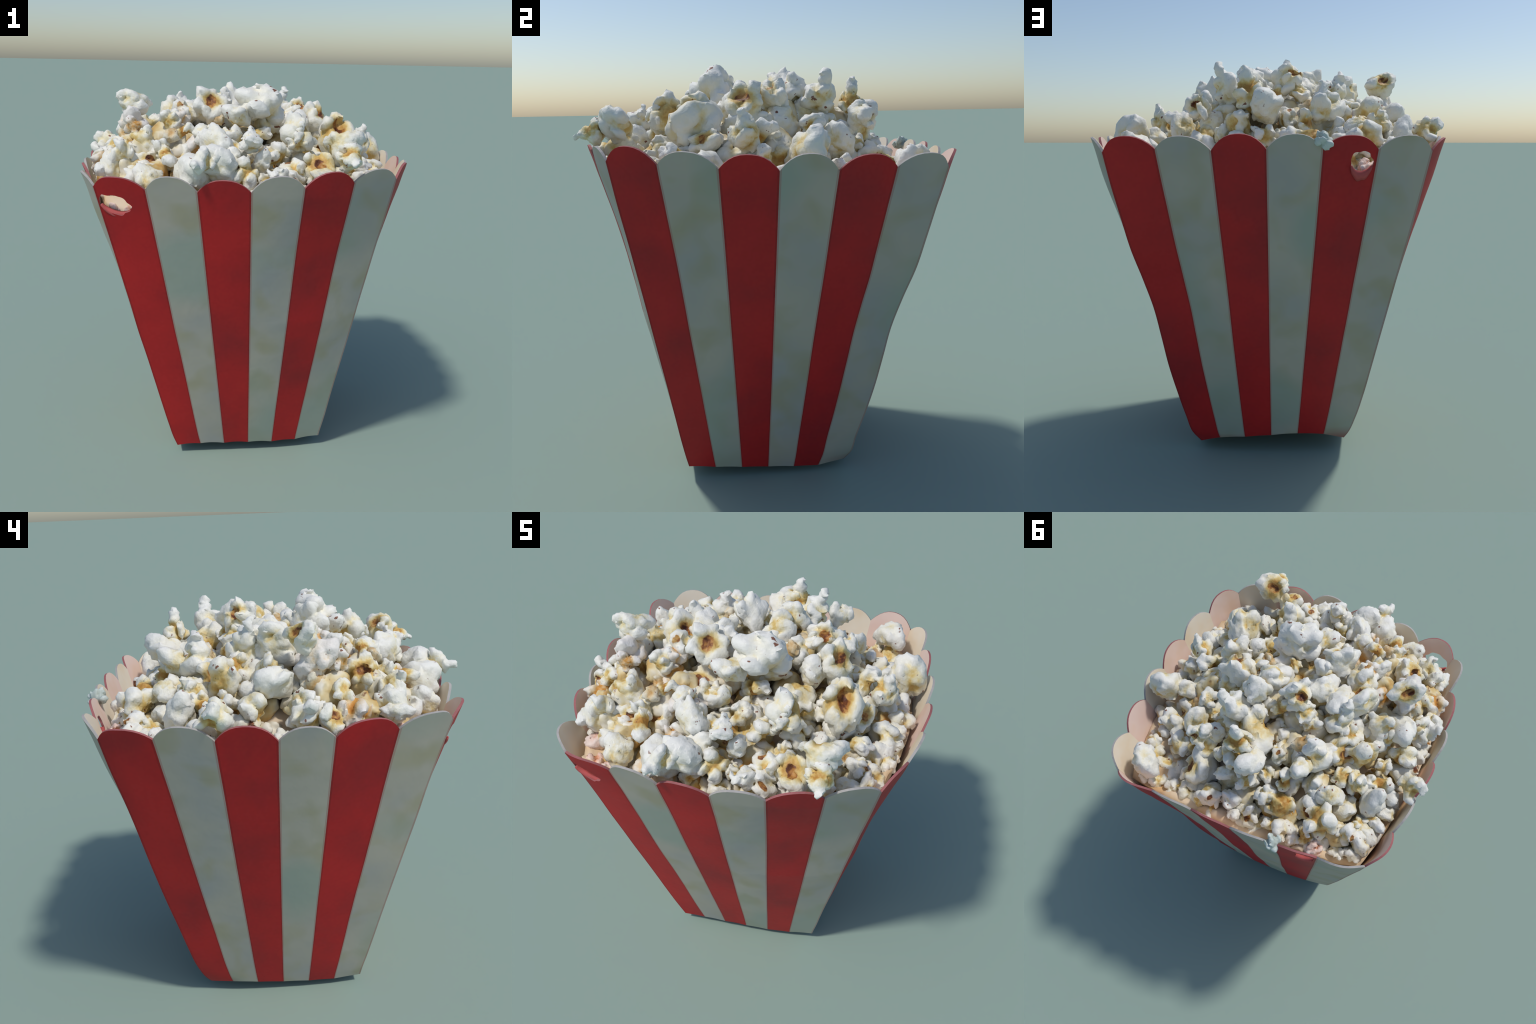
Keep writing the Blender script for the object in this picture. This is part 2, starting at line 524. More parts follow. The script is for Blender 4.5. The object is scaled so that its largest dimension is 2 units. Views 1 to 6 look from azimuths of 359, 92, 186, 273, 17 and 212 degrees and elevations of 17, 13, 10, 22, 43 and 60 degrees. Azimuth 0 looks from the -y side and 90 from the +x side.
def build_flap(stripe, parent, reach, drop):
    """Card curled outwards and down along the lower lip of a punched hole."""
    cs, cz, rs, rz, tilt = HOLES[stripe]
    n = 18
    verts, faces = [], []
    for a in range(n + 1):
        ang = math.radians(205 + 130 * a / n)
        s = cs + rs * 0.99 * math.cos(ang)
        z = cz + rz * 0.99 * math.sin(ang) + tilt * (s - cs) * 0.1
        w = math.sin(math.pi * a / n) ** 0.7 * (1 + 0.10 * math.sin(a * 1.1)) + 0.03
        def skin(dz):
            p = wall_point(np.array([stripe + s]), np.array([z - dz]))[0]
            q = wall_point(np.array([stripe + s + 0.01]), np.array([z - dz]))[0] - p
            nrm = np.array([q[1], -q[0], 0.0])
            return p, nrm / np.linalg.norm(nrm)
        p0, n0 = skin(-0.002)
        p1, n1 = skin(drop * 0.45 * w)
        p2, n2 = skin(drop * w)
        verts += [p0 - n0 * WALL * 0.5, p0 + n0 * 0.012, p1 + n1 * (0.012 + reach * w), p2 + n2 * 0.007]
    for a in range(n):
        for j in range(3):
            o = 4 * a + j
            faces.append((o, o + 1, o + 5, o + 4))
    faces = [f[::-1] for f in faces]
    ob = new_object("hole_flap", verts, faces, [M_FLAP], [0] * len(faces), parent)
    th = ob.modifiers.new("card", "SOLIDIFY")
    th.thickness = 0.004
    return ob
build_flap(0, carton, 0.006, 0.030)
build_flap(16, carton, 0.005, 0.034)

# ---------------------------------------------------------------- popcorn kernels
CAV = ((0, 0, 0.50), 0.22, 0.46, (1, 1, 0.8))
M_CORN = popcorn_mat("popped_corn")
M_OPEN = popcorn_mat("popped_corn_open_hull", ((0, 0, 0.36), 0.24, 0.46, (0.85, 1.25, 0.75)))
M_SPECK = popcorn_mat("popped_corn_pitted", ((0.1, 0.0, 0.80), 0.16, 0.38, (1, 1.5, 0.9)))
M_HULL = popcorn_mat("amber_corn", None, 1)
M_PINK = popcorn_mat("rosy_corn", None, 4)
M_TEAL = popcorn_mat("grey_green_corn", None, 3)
M_BUTTER = popcorn_mat("buttered_corn", None, 2)

def ball_mesh(name, balls, res=0.125, rough=0.03, seed=0, keep=0.42):
    """Smooth union of flattened lobes (negative radius carves), creased into a popped kernel."""
    r = np.random.default_rng(seed + 5000)
    mb = bpy.data.metaballs.new("kernel_clay")
    mb.resolution = mb.render_resolution = res
    mb.threshold = 0.6
    ob = bpy.data.objects.new("kernel_clay", mb)
    bpy.context.scene.collection.objects.link(ob)
    for (p, rad, *rest) in balls:
        petal = rad > 0 and rest and rest[0] == 10
        e = mb.elements.new(type="ELLIPSOID" if petal else "BALL")
        e.co = p
        e.stiffness = rest[0] if rest else 8.0
        e.use_negative = rad < 0
        e.radius = abs(rad) / 0.76
        if petal:
            # petals: broad, a little flat, cupped round the core
            q = Vector((0, 0, 1)).rotation_difference(Vector(p) + Vector(r.normal(size=3) * 0.35))
            e.rotation = q @ Quaternion((0, 0, 1), r.uniform(0, 6.28))
            s = np.array((r.uniform(1.15, 1.65), r.uniform(0.75, 1.05), r.uniform(0.52, 0.88)))
            e.radius = 1.0
            e.size_x, e.size_y, e.size_z = (s * abs(rad) / 0.76)
    dg = bpy.context.evaluated_depsgraph_get()
    dg.update()
    me = bpy.data.meshes.new_from_object(ob.evaluated_get(dg))
    bpy.data.objects.remove(ob)
    bpy.data.metaballs.remove(mb)
    sh = seed * 7.3
    for v in me.vertices:
        c = v.co.copy()
        n = v.normal.copy()
        d = noise.noise(c * 2.2 + Vector((sh, 0, 0))) * rough * 4.0
        fold = noise.noise(c * 3.1 + Vector((0, sh, 3.0)))
        d -= max(0.0, 0.12 - abs(fold)) * 0.90          # narrow creases between the petals
        lip = noise.noise(Vector((c.x * 1.9, c.y * 1.9, c.z * 1.9)) + Vector((sh, 9.0, 0)))
        d += max(0.0, 0.15 - abs(lip)) * 0.85           # curled lips and ridges
        v.co = c + n * d
    # relaxed a little, then collapsed to coarse facets for the torn, angular skin
    tmp = bpy.data.objects.new("kernel_cut", me)
    bpy.context.scene.collection.objects.link(tmp)
    soft = tmp.modifiers.new("relax", "SMOOTH")
    soft.factor = 0.5
    soft.iterations = 2
    dec = tmp.modifiers.new("facets", "DECIMATE")
    dec.ratio = keep
    dg = bpy.context.evaluated_depsgraph_get()
    dg.update()
    out = bpy.data.meshes.new_from_object(tmp.evaluated_get(dg))
    bpy.data.objects.remove(tmp)
    bpy.data.meshes.remove(me)
    out.name = name
    for v in out.vertices:
        v.co += Vector(r.normal(size=3)) * 0.008
    out.polygons.foreach_set("use_smooth", [True] * len(out.polygons))
    out.set_sharp_from_angle(angle=math.radians(64))
    out.update()
    return out

def spread(r, n, flat=1.0, tries=40):
    """Directions well apart from each other."""
    best, score = None, -1
    for _ in range(tries):
        d = r.normal(size=(n, 3))
        d[:, 2] *= flat
        d /= np.linalg.norm(d, axis=1, keepdims=True)
        g = d @ d.T - 2 * np.eye(n)
        s = -g.max()
        if s > score or best is None:
            best, score = d, s
    return best

def puff(r):
    n = int(r.integers(5, 8))
    balls = [((0, 0, 0), 0.50)]
    for d in spread(r, n):
        rad = r.uniform(0.30, 0.46)
        p = d * r.uniform(0.48, 0.68)
        balls.append((tuple(p), rad, 10))
        if r.random() < 0.55:
            side = np.cross(d, r.normal(size=3)); side /= np.linalg.norm(side)
            balls.append((tuple(p + d * 0.12 + side * 0.26), rad * 0.62, 10))
    for d in spread(r, 3):
        balls.append((tuple(d * 0.95), -0.20, 6))
    return balls

def mushroom(r):
    balls = [((0, 0, 0.12), 0.78, 10), ((0, 0, -0.45), 0.42, 10)]
    for d in spread(r, 4):
        p = d * 0.42 + np.array([0, 0, 0.12])
        balls.append((tuple(p), r.uniform(0.38, 0.52), 10))
    for _ in range(2):
        a = r.uniform(0, 6.28)
        balls.append(((0.55 * math.cos(a), 0.55 * math.sin(a), -0.35), r.uniform(0.28, 0.4), 10))
    return balls

def spike(r):
    balls = puff(r)
    a = r.uniform(0, 6.28)
    lean = r.uniform(0.1, 0.35)
    for i, rad in ((0.55, 0.40), (0.85, 0.30), (1.10, 0.24), (1.28, 0.20)):
        balls.append(((lean * i * math.cos(a), lean * i * math.sin(a), i), rad, 10))
    return balls

def bone(r):
    balls = []
    for sx in (-1, 1):
        for d in spread(r, 3):
            balls.append(((sx * 0.62 + 0.22 * d[0], 0.25 * d[1], 0.25 * d[2]), r.uniform(0.30, 0.42), 10))
    balls += [((0, 0, 0), 0.34, 8), ((0.3, 0.05, 0), 0.32, 8), ((-0.3, -0.05, 0.05), 0.34, 8)]
    balls.append((tuple(np.array((r.uniform(-.3, .3), 0.35, 0.25))), 0.26, 10))
    return balls

def cup(r, deep):
    balls = [((0, 0, -0.25), 0.66, 9)]
    n = int(r.integers(5, 7))
    oval = r.uniform(0.62, 0.95)
    for i in range(n):
        a = 6.283 * i / n + r.uniform(-0.3, 0.3)
        rad = r.uniform(0.22, 0.46)
        d = r.uniform(0.50, 0.72)
        balls.append(((d * math.cos(a), oval * d * math.sin(a), r.uniform(-0.05, 0.42)), rad, 10))
    for d in spread(r, 4):
        balls.append((tuple(d * np.array((0.75, 0.75, 0.4)) + np.array((0, 0, -0.40))), r.uniform(0.28, 0.46), 10))
    w = 0.34 if deep else 0.22
    for x in (-0.16, 0.14):
        balls.append(((x, r.uniform(-.06, .06), 0.55), -w, 8))
        balls.append(((x * 0.8, r.uniform(-.06, .06), 0.34), -w * 0.8, 8))
    return balls

def pitted(r):
    balls = puff(r)
    balls.append(((0, 0, 0.52), 0.42, 10))
    for x, y in ((0.18, 0.05), (-0.16, -0.08), (0.05, -0.26)):
        balls.append(((x + r.uniform(-.05, .05), y, 0.98), -0.17, 8))
    return balls

def twin(r):
    balls = []
    for sx in (-1, 1):
        balls.append(((sx * 0.38, 0, 0.05), r.uniform(0.52, 0.60), 10))
        balls.append(((sx * 0.42, r.uniform(-.4, .4), -0.2), r.uniform(0.36, 0.45), 10))
    balls.append(((0, 0.1, -0.35), 0.45, 10))
    balls.append(((0, 0, 0.62), -0.16, 6))
    return balls

def gem(r):
    """The big three-cornered one on top."""
    return [((0, 0, 0), 0.62, 10), ((0.42, 0.1, 0.30), 0.46, 10), ((-0.38, 0.12, 0.34), 0.44, 10), ((0, -0.12, 0.62), 0.36, 10), ((0, 0.05, 0.88), 0.20, 10),
            ((0.1, -0.5, -0.2), 0.42, 10), ((-0.5, -0.2, -0.3), 0.44, 10), ((0.55, 0.1, -0.3), 0.42, 10), ((0.05, 0.55, -0.1), 0.40, 10)]

def hull(r):
    balls = [((0, 0, 0), 0.6, 8), ((0.3, 0.1, -0.1), 0.5, 8), ((0, 0, 0.62), -0.34, 8)]
    for d in spread(r, 4):
        balls.append((tuple(d * 0.45), r.uniform(0.3, 0.45), 10))
    return balls

SHAPES = {
    "P": (puff, 14, M_CORN), "M": (mushroom, 6, M_CORN), "S": (spike, 6, M_CORN), "B": (bone, 4, M_CORN), "T": (twin, 3, M_CORN),
    "C": (lambda r: cup(r, True), 3, M_OPEN), "O": (lambda r: cup(r, False), 4, M_OPEN), "Q": (pitted, 4, M_SPECK), "Y": (pitted, 1, M_SPECK),
    "G": (gem, 1, M_CORN), "H": (hull, 3, M_HULL),
}
LIB = {}
for kind, (fn, n, mat) in SHAPES.items():
    LIB[kind] = []
    for i in range(n):
        me = ball_mesh("popcorn_shape", fn(np.random.default_rng(100 * ord(kind) + i)), seed=ord(kind) + i)
        me.materials.append(mat)
        LIB[kind].append(me)

heap = empty("popcorn_heap", (0.0, 0.0, 1.40))
heap["label"] = "heap of white buttery popcorn with brown hull flecks"
heap["category"] = "popcorn"

HOLLOWS = [(0.50, 0.50, 0.25, -0.14), (-0.55, 0.35, 0.22, -0.02), (0.36, -0.38, 0.22, -0.14), (0.28, 0.12, 0.20, 0.10),
           (0.65, -0.30, 0.20, 0.07), (-0.55, -0.45, 0.22, 0.06), (0.20, -0.65, 0.18, 0.05), (-0.52, -0.15, 0.20, 0.06), (-0.10, 0.45, 0.15, -0.06), (0.12, -0.42, 0.15, -0.05)]
def heap_height(x, y):
    t = min(1.0, max(0.0, (max(x, y) - 0.35) / 0.4))
    base = 1.50 - 0.10 * t * t * (3 - 2 * t)          # sunk along the right and back walls
    q = max(0.0, 1 - (abs(x) / 0.82) ** 2.5) * max(0.0, 1 - (abs(y) / 0.82) ** 2.5)
    lumps = sum(d * math.exp(-((x - a) ** 2 + (y - b) ** 2) / (2 * s * s)) for a, b, s, d in HOLLOWS)
    return base + (1.88 - base) * q + lumps

# pieces that stand out, some leaning over the rim: x, y, z, size, kind, way they face, how they sit
# P puff, M round mushroom, S spiked, B bone, T twin, C deep cup, O open cup, Q pitted, G gem, H amber hull
LANDMARKS = [
    (-0.555, -0.155, 1.894, 0.068, 'C', (-0.3, 0.45, 0.6), 'in'),
    (-0.548, -0.215, 1.788, 0.085, 'M', None, 'in'),
    (0.100, -0.205, 1.885, 0.100, 'G', (0, 0, 1), 'in'),
    (-0.020, -0.300, 1.840, 0.075, 'M', None, 'in'),
    (0.215, 0.300, 1.831, 0.088, 'S', (0.0, 0.0, 1), 'in'),
    (0.090, 0.455, 1.809, 0.085, 'S', (-0.05, 0.15, 1), 'in'),
    (-0.083, 0.123, 1.901, 0.085, 'O', (-0.5, 0.35, 0.5), 'in'),
    (0.473, -0.600, 1.744, 0.080, 'C', (-0.15, 0.6, 0.6), 'perched'),
    (0.500, -0.700, 1.700, 0.060, 'S', (0.15, -1, -0.45), 'perched'),
    (-0.765, 0.185, 1.635, 0.078, 'P', None, 'perched'),
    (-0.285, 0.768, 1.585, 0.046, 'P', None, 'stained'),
    (-0.270, 0.305, 1.740, 0.080, 'S', (0.3, 0.1, 1), 'in'),
    (0.720, 0.235, 1.607, 0.095, 'M', None, 'perched'),
    (-0.500, -0.020, 1.749, 0.085, 'P', None, 'in'),
    (-0.100, -0.700, 1.656, 0.088, 'M', (0.3, 0.3, 0.8), 'perched'),
    (-0.110, -0.550, 1.732, 0.080, 'M', None, 'in'),
    (0.254, -0.695, 1.549, 0.085, 'Q', (0.1, -0.8, 0.6), 'in'),
    (-0.430, -0.500, 1.632, 0.075, 'O', (0.2, -0.8, 0.5), 'in'),
    (-0.360, -0.330, 1.708, 0.055, 'H', None, 'in'),
    (0.390, -0.690, 1.638, 0.080, 'O', (-0.1, -0.8, 0.6), 'in'),
    (0.174, -0.460, 1.671, 0.070, 'P', None, 'in'),
    (0.279, -0.420, 1.764, 0.085, 'P', None, 'in'),
    (-0.330, -0.350, 1.670, 0.050, 'H', None, 'in'),
    (-0.410, -0.680, 1.575, 0.070, 'M', None, 'in'),
    (-0.298, -0.163, 1.833, 0.085, 'Q', (-0.2, -0.7, 0.6), 'in'),
    (-0.154, -0.203, 1.884, 0.085, 'O', (0.1, -0.7, 0.6), 'in'),
    (-0.117, -0.254, 1.820, 0.050, 'H', None, 'in'),
    (0.573, 0.711, 1.549, 0.085, 'T', None, 'in'),
    (-0.206, 0.280, 1.752, 0.060, 'H', None, 'in'),
    (0.310, 0.069, 1.841, 0.090, 'O', (0.3, -0.4, 0.8), 'in'),
    (0.482, -0.277, 1.752, 0.105, 'C', (0.3, -0.45, 0.75), 'in'),
    (-0.447, 0.555, 1.595, 0.085, 'P', None, 'in'),
    (-0.247, 0.401, 1.730, 0.075, 'M', None, 'in'),
    (0.307, 0.485, 1.747, 0.066, 'O', (0.3, 0.85, 0.2), 'in'),
    (0.635, -0.030, 1.680, 0.075, 'S', (0.2, 0.1, 1), 'in'),
    (0.544, 0.018, 1.674, 0.085, 'B', None, 'in'),
    (0.313, 0.111, 1.712, 0.110, 'P', None, 'in'),
    (0.000, 0.500, 1.741, 0.080, 'M', None, 'in'),
    (-0.381, 0.203, 1.697, 0.080, 'O', (-0.8, 0.3, 0.4), 'in'),
    (-0.344, 0.386, 1.607, 0.080, 'O', (-0.8, 0.2, 0.4), 'in'),
    (-0.583, 0.539, 1.545, 0.060, 'Q', (-0.7, 0.3, 0.6), 'in'),
    (-0.490, -0.410, 1.720, 0.070, 'O', (-0.7, 0.2, 0.6), 'in'),
    (-0.067, -0.627, 1.641, 0.070, 'O', (-0.4, 0.8, 0.4), 'in'),
    (-0.108, -0.700, 1.688, 0.060, 'M', None, 'in'),
    (-0.160, -0.770, 1.673, 0.062, 'S', (-0.3, -0.7, 0.1), 'perched'),
    (-0.720, -0.175, 1.590, 0.075, 'S', (-0.4, 0, 1), 'in'),
    (-0.600, -0.510, 1.611, 0.070, 'M', None, 'in'),
    (0.278, -0.465, 1.746, 0.060, 'S', (0, 0.1, 1), 'in'),
    (-0.560, -0.665, 1.462, 0.046, 'P', None, 'rosy'),
    (-0.490, -0.690, 1.452, 0.044, 'M', None, 'rosy'),
    (-0.460, 0.655, 1.465, 0.050, 'P', None, 'rosy'),
    (0.055, -0.600, 1.745, 0.055, 'S', (0, 0.2, 1), 'in'),
]
# the rest: x, y, z, size and habit
KERNELS = [
    # seen best from above at the back
    (0.796, -0.698, 1.385, 0.093, 'O'), (0.446, -0.416, 1.605, 0.076, 'P'), (0.310, -0.395, 1.626, 0.064, 'P'), (0.178, -0.690, 1.592, 0.062, 'P'), (-0.208, -0.731, 1.593, 0.099, 'M'),
    (-0.032, -0.521, 1.695, 0.063, 'P'), (-0.174, -0.451, 1.760, 0.061, 'P'), (-0.275, -0.425, 1.774, 0.055, 'B'), (-0.327, -0.464, 1.762, 0.044, 'H'), (-0.318, -0.238, 1.822, 0.065, 'P'),
    (-0.663, -0.526, 1.602, 0.052, 'M'), (-0.712, -0.377, 1.612, 0.085, 'P'), (-0.624, -0.306, 1.674, 0.055, 'P'), (-0.712, -0.266, 1.598, 0.059, 'O'), (-0.656, -0.151, 1.648, 0.058, 'P'),
    (-0.751, -0.074, 1.511, 0.055, 'T'), (-0.659, 0.041, 1.626, 0.079, 'P'), (-0.594, 0.147, 1.632, 0.056, 'P'), (0.660, 0.041, 1.580, 0.073, 'P'), (0.608, 0.189, 1.583, 0.066, 'M'),
    (0.399, -0.046, 1.810, 0.089, 'O'), (0.192, -0.049, 1.842, 0.049, 'H'), (0.102, 0.056, 1.874, 0.084, 'O'), (0.130, 0.162, 1.856, 0.088, 'P'), (0.403, 0.254, 1.716, 0.058, 'P'),
    (0.416, 0.369, 1.637, 0.078, 'M'), (0.268, 0.396, 1.668, 0.060, 'M'), (0.762, 0.291, 1.394, 0.078, 'M'), (0.594, 0.367, 1.509, 0.082, 'O'), (0.652, 0.441, 1.429, 0.079, 'B'),
    (0.481, 0.485, 1.515, 0.076, 'P'), (-0.003, 0.177, 1.802, 0.064, 'P'), (-0.130, 0.147, 1.821, 0.069, 'P'), (-0.131, -0.108, 1.843, 0.076, 'B'), (-0.163, -0.008, 1.839, 0.074, 'M'),
    (-0.345, -0.062, 1.820, 0.093, 'C'), (-0.266, 0.008, 1.825, 0.081, 'M'), (-0.304, 0.080, 1.796, 0.100, 'S'), (-0.589, -0.045, 1.710, 0.075, 'M'), (0.054, 0.306, 1.749, 0.121, 'B'),
    (-0.094, 0.363, 1.686, 0.058, 'O'), (-0.181, 0.168, 1.765, 0.047, 'T'), (-0.488, 0.175, 1.705, 0.095, 'P'), (-0.559, 0.005, 1.694, 0.056, 'P'), (0.303, 0.572, 1.523, 0.097, 'O'),
    (0.594, 0.652, 1.345, 0.062, 'M'), (0.516, 0.579, 1.412, 0.061, 'P'), (0.330, 0.692, 1.412, 0.079, 'P'), (0.175, 0.655, 1.492, 0.080, 'Y'), (0.125, 0.546, 1.579, 0.060, 'M'),
    (0.117, 0.479, 1.656, 0.082, 'P'), (0.003, 0.544, 1.609, 0.070, 'P'), (0.049, 0.635, 1.499, 0.066, 'M'), (0.003, 0.685, 1.454, 0.056, 'M'), (-0.073, 0.657, 1.480, 0.063, 'O'),
    (-0.076, 0.459, 1.613, 0.048, 'P'), (-0.190, 0.469, 1.658, 0.072, 'B'), (-0.129, 0.570, 1.592, 0.066, 'P'), (-0.217, 0.572, 1.583, 0.091, 'P'), (-0.252, 0.674, 1.494, 0.077, 'P'),
    (-0.437, 0.438, 1.651, 0.072, 'T'), (-0.441, 0.320, 1.671, 0.054, 'P'), (-0.521, 0.312, 1.659, 0.072, 'P'), (-0.611, 0.241, 1.622, 0.074, 'B'), (-0.625, 0.343, 1.589, 0.080, 'M'),
    (-0.678, 0.245, 1.543, 0.065, 'M'), (-0.753, 0.246, 1.483, 0.057, 'P'), (-0.662, 0.535, 1.497, 0.066, 'M'), (-0.701, 0.483, 1.498, 0.066, 'M'), (-0.607, 0.467, 1.528, 0.062, 'P'),
    (-0.391, 0.630, 1.496, 0.055, 'P'), (-0.332, 0.662, 1.451, 0.048, 'M'), (-0.561, 0.607, 1.446, 0.051, 'P'), (-0.649, 0.397, 1.519, 0.044, 'P'), (0.055, -0.090, 1.822, 0.049, 'P'),
    (0.088, 0.241, 1.792, 0.055, 'P'), (-0.390, 0.132, 1.744, 0.055, 'P'), (-0.592, -0.206, 1.717, 0.058, 'H'), (0.207, 0.473, 1.609, 0.049, 'M'), (0.285, 0.466, 1.605, 0.065, 'P'),
    # seen best from the front
    (0.405, -0.226, 1.656, 0.056, 'O'), (0.567, -0.205, 1.652, 0.065, 'O'), (0.697, -0.190, 1.548, 0.079, 'O'), (0.133, -0.152, 1.782, 0.078, 'S'), (0.081, -0.258, 1.734, 0.068, 'B'),
    (0.261, -0.213, 1.706, 0.077, 'P'), (-0.109, -0.359, 1.743, 0.048, 'P'), (-0.040, -0.376, 1.735, 0.063, 'P'), (0.102, -0.569, 1.645, 0.060, 'M'), (0.204, -0.376, 1.646, 0.060, 'P'),
    (0.028, -0.653, 1.603, 0.072, 'P'), (0.124, -0.656, 1.576, 0.045, 'P'), (-0.079, -0.699, 1.536, 0.049, 'T'), (0.250, -0.619, 1.598, 0.071, 'O'), (0.286, -0.497, 1.597, 0.049, 'P'),
    (0.584, -0.335, 1.598, 0.069, 'P'), (0.632, -0.432, 1.540, 0.062, 'O'), (0.531, -0.409, 1.550, 0.043, 'H'), (-0.531, -0.309, 1.781, 0.054, 'P'), (-0.553, -0.522, 1.685, 0.069, 'P'),
    (-0.365, -0.506, 1.699, 0.054, 'P'), (-0.332, -0.582, 1.672, 0.063, 'B'), (-0.594, -0.608, 1.618, 0.066, 'P'), (-0.485, -0.691, 1.522, 0.042, 'M'), (-0.196, -0.583, 1.634, 0.054, 'P'),
    (-0.280, -0.616, 1.592, 0.041, 'H'), (-0.351, -0.298, 1.811, 0.052, 'P'), (0.060, -0.404, 1.688, 0.057, 'P'), (0.308, -0.113, 1.775, 0.059, 'M'), (0.319, -0.248, 1.652, 0.054, 'P'),
    (0.717, 0.116, 1.498, 0.065, 'M'), (0.457, -0.304, 1.617, 0.054, 'M'),
]

def turn(direction, spin):
    q = Vector((0, 0, 1)).rotation_difference(Vector(direction).normalized())
    return (q @ Quaternion((0, 0, 1), spin)).to_euler()

RINGS = [(z, wall_point(np.linspace(0, 23.999, 97), np.full(97, z))[:, :2]) for z in np.linspace(1.1, 1.56, 24)]
def inside_box(x, y, z, r):
    """Push a kernel inwards until it clears the wall (unless it perches on the rim)."""
    w = min(RINGS, key=lambda q: abs(q[0] - min(z - 0.6 * r, 1.56)))[1]
    d = np.diff(w, axis=0)
    nrm = np.stack([d[:, 1], -d[:, 0]], 1)
    nrm /= np.linalg.norm(nrm, axis=1, keepdims=True)
    for _ in range(14):
        over = ((np.array([x, y]) - w[:-1]) * nrm).sum(1) + 1.08 * r + 0.012
        close = np.linalg.norm(0.5 * (w[1:] + w[:-1]) - np.array([x, y]), axis=1) < 0.30
        over = np.where(close, over, -1)
        i = int(np.argmax(over))
        if over[i] <= 0:
            break
        x, y = x - nrm[i, 0] * over[i], y - nrm[i, 1] * over[i]
    return x, y

count = {k: 0 for k in LIB}
def place(x, y, z, r, kind, facing=None, stretch=1.0):
    ms = LIB[kind]
    me = ms[count[kind] % len(ms)]
    count[kind] += 1
    ob = bpy.data.objects.new("popcorn_kernel", me)
    bpy.context.scene.collection.objects.link(ob)
    ob.parent = heap
    ob.location = Vector((x, y, z)) - heap.location
    if facing is None:
        out = Vector((x * 0.9, y * 0.9, 0.75))
        facing = out + Vector(rng.normal(size=3) * 0.35)
        if kind in "PT":
            facing = Vector(rng.normal(size=3))
    ob.rotation_euler = turn(facing, rng.uniform(0, 6.28))
    s = r * rng.uniform(1.0, 1.16)
    ob.scale = (s * rng.uniform(0.80, 1.22), s * rng.uniform(0.80, 1.18), s * stretch * rng.uniform(0.92, 1.08))
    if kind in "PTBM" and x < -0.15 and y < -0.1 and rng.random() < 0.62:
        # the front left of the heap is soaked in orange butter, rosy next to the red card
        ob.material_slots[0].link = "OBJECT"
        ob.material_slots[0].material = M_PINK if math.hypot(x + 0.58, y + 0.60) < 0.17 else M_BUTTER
    return ob

for x, y, z, r, kind, facing, habit in LANDMARKS:
    if habit == "in":
        x, y = inside_box(x, y, z, (1.1 if z < 1.66 else 0.85) * r)
    ob = place(x, y, z, r, kind, facing)
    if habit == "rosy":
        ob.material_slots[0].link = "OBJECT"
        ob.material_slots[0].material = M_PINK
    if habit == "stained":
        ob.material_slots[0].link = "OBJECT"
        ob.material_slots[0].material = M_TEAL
for x, y, z, r, kind in KERNELS:
    nx, ny = inside_box(x, y, z, r)
    if math.hypot(nx - x, ny - y) > 0.15:
        continue
    x, y = nx, ny
    if (Vector((x, y, z)) - Vector((-0.55, -0.68, 1.52))).length < 0.15:
        continue          # keep the punched hole clear from above
    if kind == "O":
        kind = "OQP"[int(rng.integers(3))]
    place(x, y, z, r, kind)

# ---- loose pieces that fill in between, a little deeper
def fill_in(n):
    spots = [(Vector(o.location) + heap.location, o.scale[0]) for o in heap.children]
    made = 0
    for _ in range(4000):
        if made == n:
            break
        x, y = rng.uniform(-0.78, 0.78, 2)
        r = rng.uniform(0.075, 0.105)
        z = heap_height(x, y) - rng.uniform(0.12, 0.19)
        nx, ny = inside_box(x, y, z, r)
        if math.hypot(nx - x, ny - y) > 0.06 or (Vector((nx, ny, z)) - Vector((-0.55, -0.68, 1.52))).length < 0.15:
            continue
        p = Vector((nx, ny, z))
        if all((p - q).length > 0.62 * (r + s) for q, s in spots):
            spots.append((p, r))
            place(nx, ny, z, r, "PPPPMBTOQH"[int(rng.integers(10))])
            made += 1
fill_in(80)

def line_the_wall():
    """Smaller kernels pressed against the card all round, brim high in front and on the left."""
    spots = [(Vector(o.location) + heap.location, o.scale[0]) for o in heap.children]
    for t in np.linspace(0.3, 23.7, 120):
        r = rng.uniform(0.052, 0.078)
        x, y = wall_point(np.array([t]), np.array([1.48]))[0, :2]
        low = (y > 0.45) or (x > 0.4 and y > 0.1)
        z = (1.425 if low else 1.50) + rng.uniform(-0.02, 0.02)
        x, y = inside_box(x, y, z, r)
        p = Vector((x, y, z))
        if (p - Vector((-0.55, -0.68, 1.50))).length < 0.13 or max(abs(x), abs(y)) > 0.80:
            continue
        if all((p - q).length > 0.50 * (r + s) for q, s in spots):
            spots.append((p, r))
            place(x, y, z, r, "PPMBTQ"[int(rng.integers(6))])
line_the_wall()

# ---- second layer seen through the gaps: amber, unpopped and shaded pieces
def bed_pieces():
    pts = []
    g = 0.135
    for iy in range(-6, 7):
        for ix in range(-6, 7):
            x = (ix + 0.5 * (iy % 2)) * g + rng.uniform(-0.03, 0.03)
            y = iy * g + rng.uniform(-0.03, 0.03)
            r = rng.uniform(0.075, 0.10)
            z = heap_height(x, y) - 0.185 + rng.uniform(-0.03, 0.02)
            if max(abs(x), abs(y)) > 0.74:
                continue
            nx, ny = inside_box(x, y, z, r * 1.2)
            if math.hypot(nx - x, ny - y) > 0.16:
                continue
            pts.append((nx, ny, z, r))
    return pts

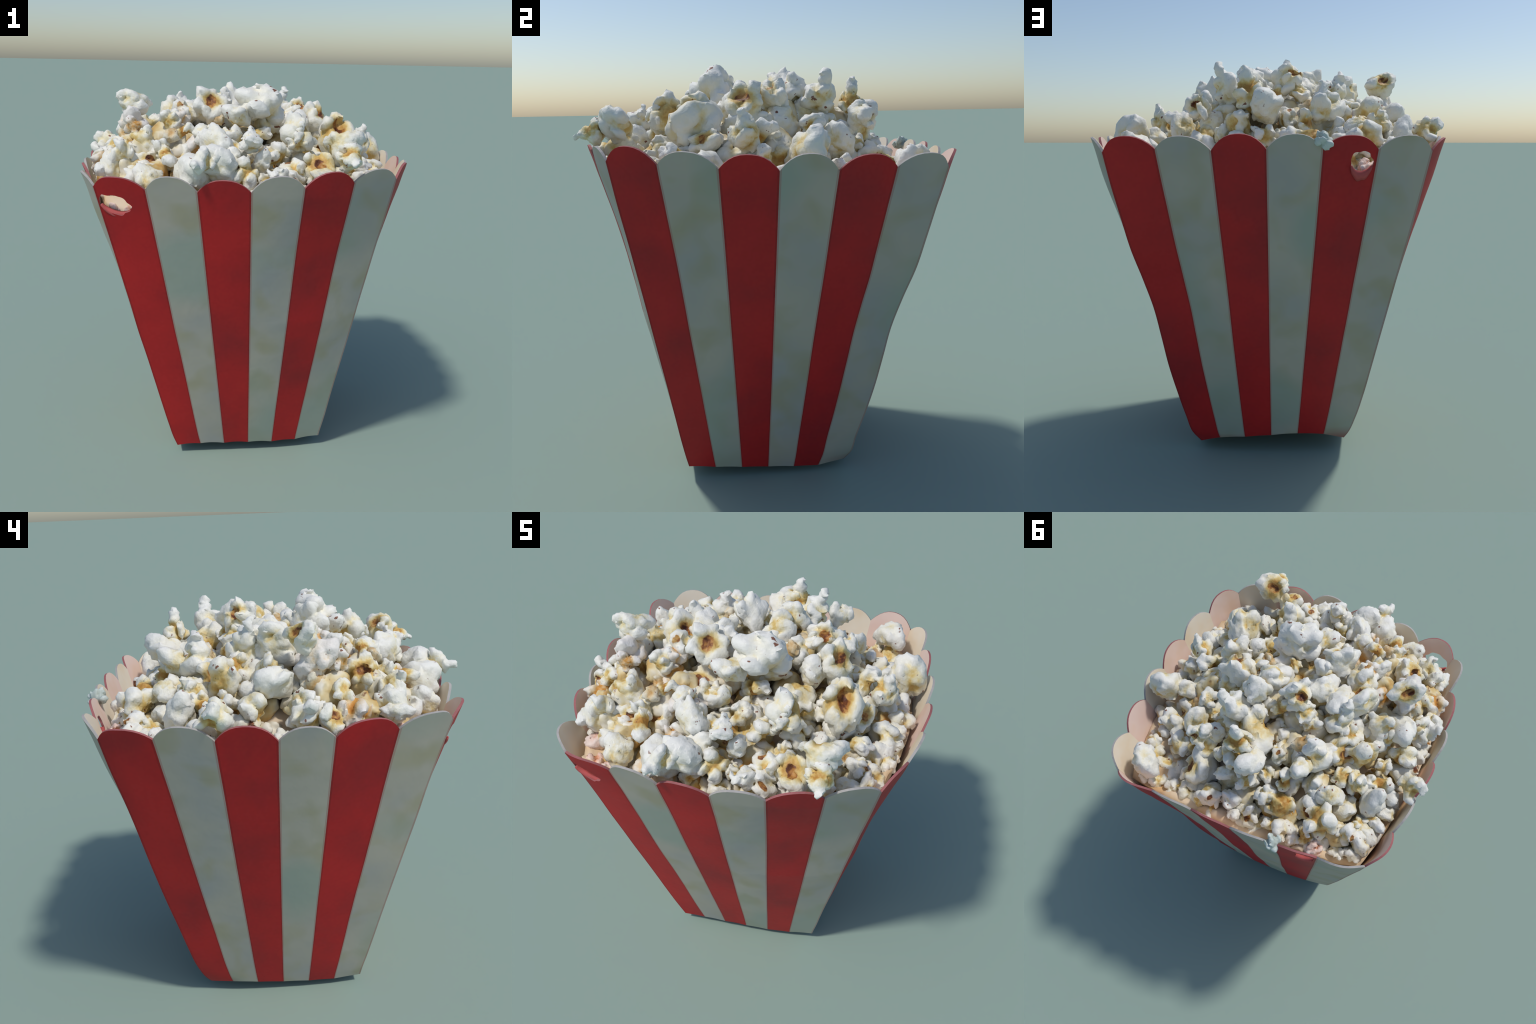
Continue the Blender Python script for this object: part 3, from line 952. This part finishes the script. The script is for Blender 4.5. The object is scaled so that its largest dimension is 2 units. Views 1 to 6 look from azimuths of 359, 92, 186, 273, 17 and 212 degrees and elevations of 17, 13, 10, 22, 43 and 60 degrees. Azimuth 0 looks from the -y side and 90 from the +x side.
def join_bed():
    vs, fs = [], []
    base = 0
    src = LIB["P"] + LIB["M"] + LIB["H"]
    for (x, y, z, r) in bed_pieces():
        me = src[int(rng.integers(len(src)))]
        q = Quaternion(Vector(rng.normal(size=3)).normalized(), rng.uniform(0, 6.28))
        m = np.array(q.to_matrix())
        co = np.empty(len(me.vertices) * 3)
        me.vertices.foreach_get("co", co)
        co = co.reshape(-1, 3) @ m.T * r * 1.1 + np.array((x, y, z - 1.40))
        vs.append(co)
        fs += [tuple(v + base for v in f.vertices) for f in me.polygons]
        base += len(co)
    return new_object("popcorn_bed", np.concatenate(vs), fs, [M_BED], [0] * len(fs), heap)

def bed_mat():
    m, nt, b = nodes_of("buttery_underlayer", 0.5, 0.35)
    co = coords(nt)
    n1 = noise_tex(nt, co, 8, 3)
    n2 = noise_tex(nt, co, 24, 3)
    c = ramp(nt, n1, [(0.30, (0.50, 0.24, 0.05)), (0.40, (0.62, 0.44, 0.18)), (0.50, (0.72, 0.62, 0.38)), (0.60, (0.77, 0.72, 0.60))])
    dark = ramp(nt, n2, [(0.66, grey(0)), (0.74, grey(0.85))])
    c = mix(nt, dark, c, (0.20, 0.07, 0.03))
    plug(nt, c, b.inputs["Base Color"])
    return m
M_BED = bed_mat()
M_FILL = inner_board("buttery_crumbs", (0.66, 0.42, 0.20), (0.76, 0.60, 0.42), (0.79, 0.67, 0.52))
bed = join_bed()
bed["kind"] = "stuff"

# ---- solid fill below, so no light leaks through the heap
def build_fill():
    """Closed lump that fills the box under the loose kernels; its top is crusty."""
    n = 120
    verts, faces = [], []
    rings = [(0.90, 0.975), (1.30, 0.98)] + [(None, q) for q in (0.985, 0.94, 0.88, 0.83, 0.78, 0.72, 0.66, 0.60, 0.53, 0.46, 0.39, 0.32, 0.25, 0.18, 0.11, 0.05)]
    for zz, q in rings:
        base = wall_point(24 * np.arange(n) / n, np.full(n, zz or 1.40))
        for p in base:
            x, y = p[0] * q, p[1] * q
            if zz:
                z = zz
            else:
                v = Vector((x, y, 0.0))
                crust = abs(noise.noise(v * 9)) * 0.09 + abs(noise.noise(v * 21)) * 0.03
                edge = 0.06 * max(0.0, (q - 0.80) / 0.175) if max(x, y - 0.05) < 0.3 or (x > 0.3 and y < 0.1) else 0.0
                z = max(1.395 + edge, heap_height(x, y) - 0.25) + crust
            verts.append((x, y, z - 1.40))
    L = len(rings)
    for l in range(L - 1):
        for a in range(n):
            b = (a + 1) % n
            faces.append((l * n + a, l * n + b, (l + 1) * n + b, (l + 1) * n + a))
    faces.append(tuple((L - 1) * n + a for a in range(n)))
    faces.append(tuple(reversed(range(n))))
    return new_object("popcorn_crumbs", verts, faces, [M_FILL], [0] * len(faces), heap)
build_fill()["kind"] = "stuff"
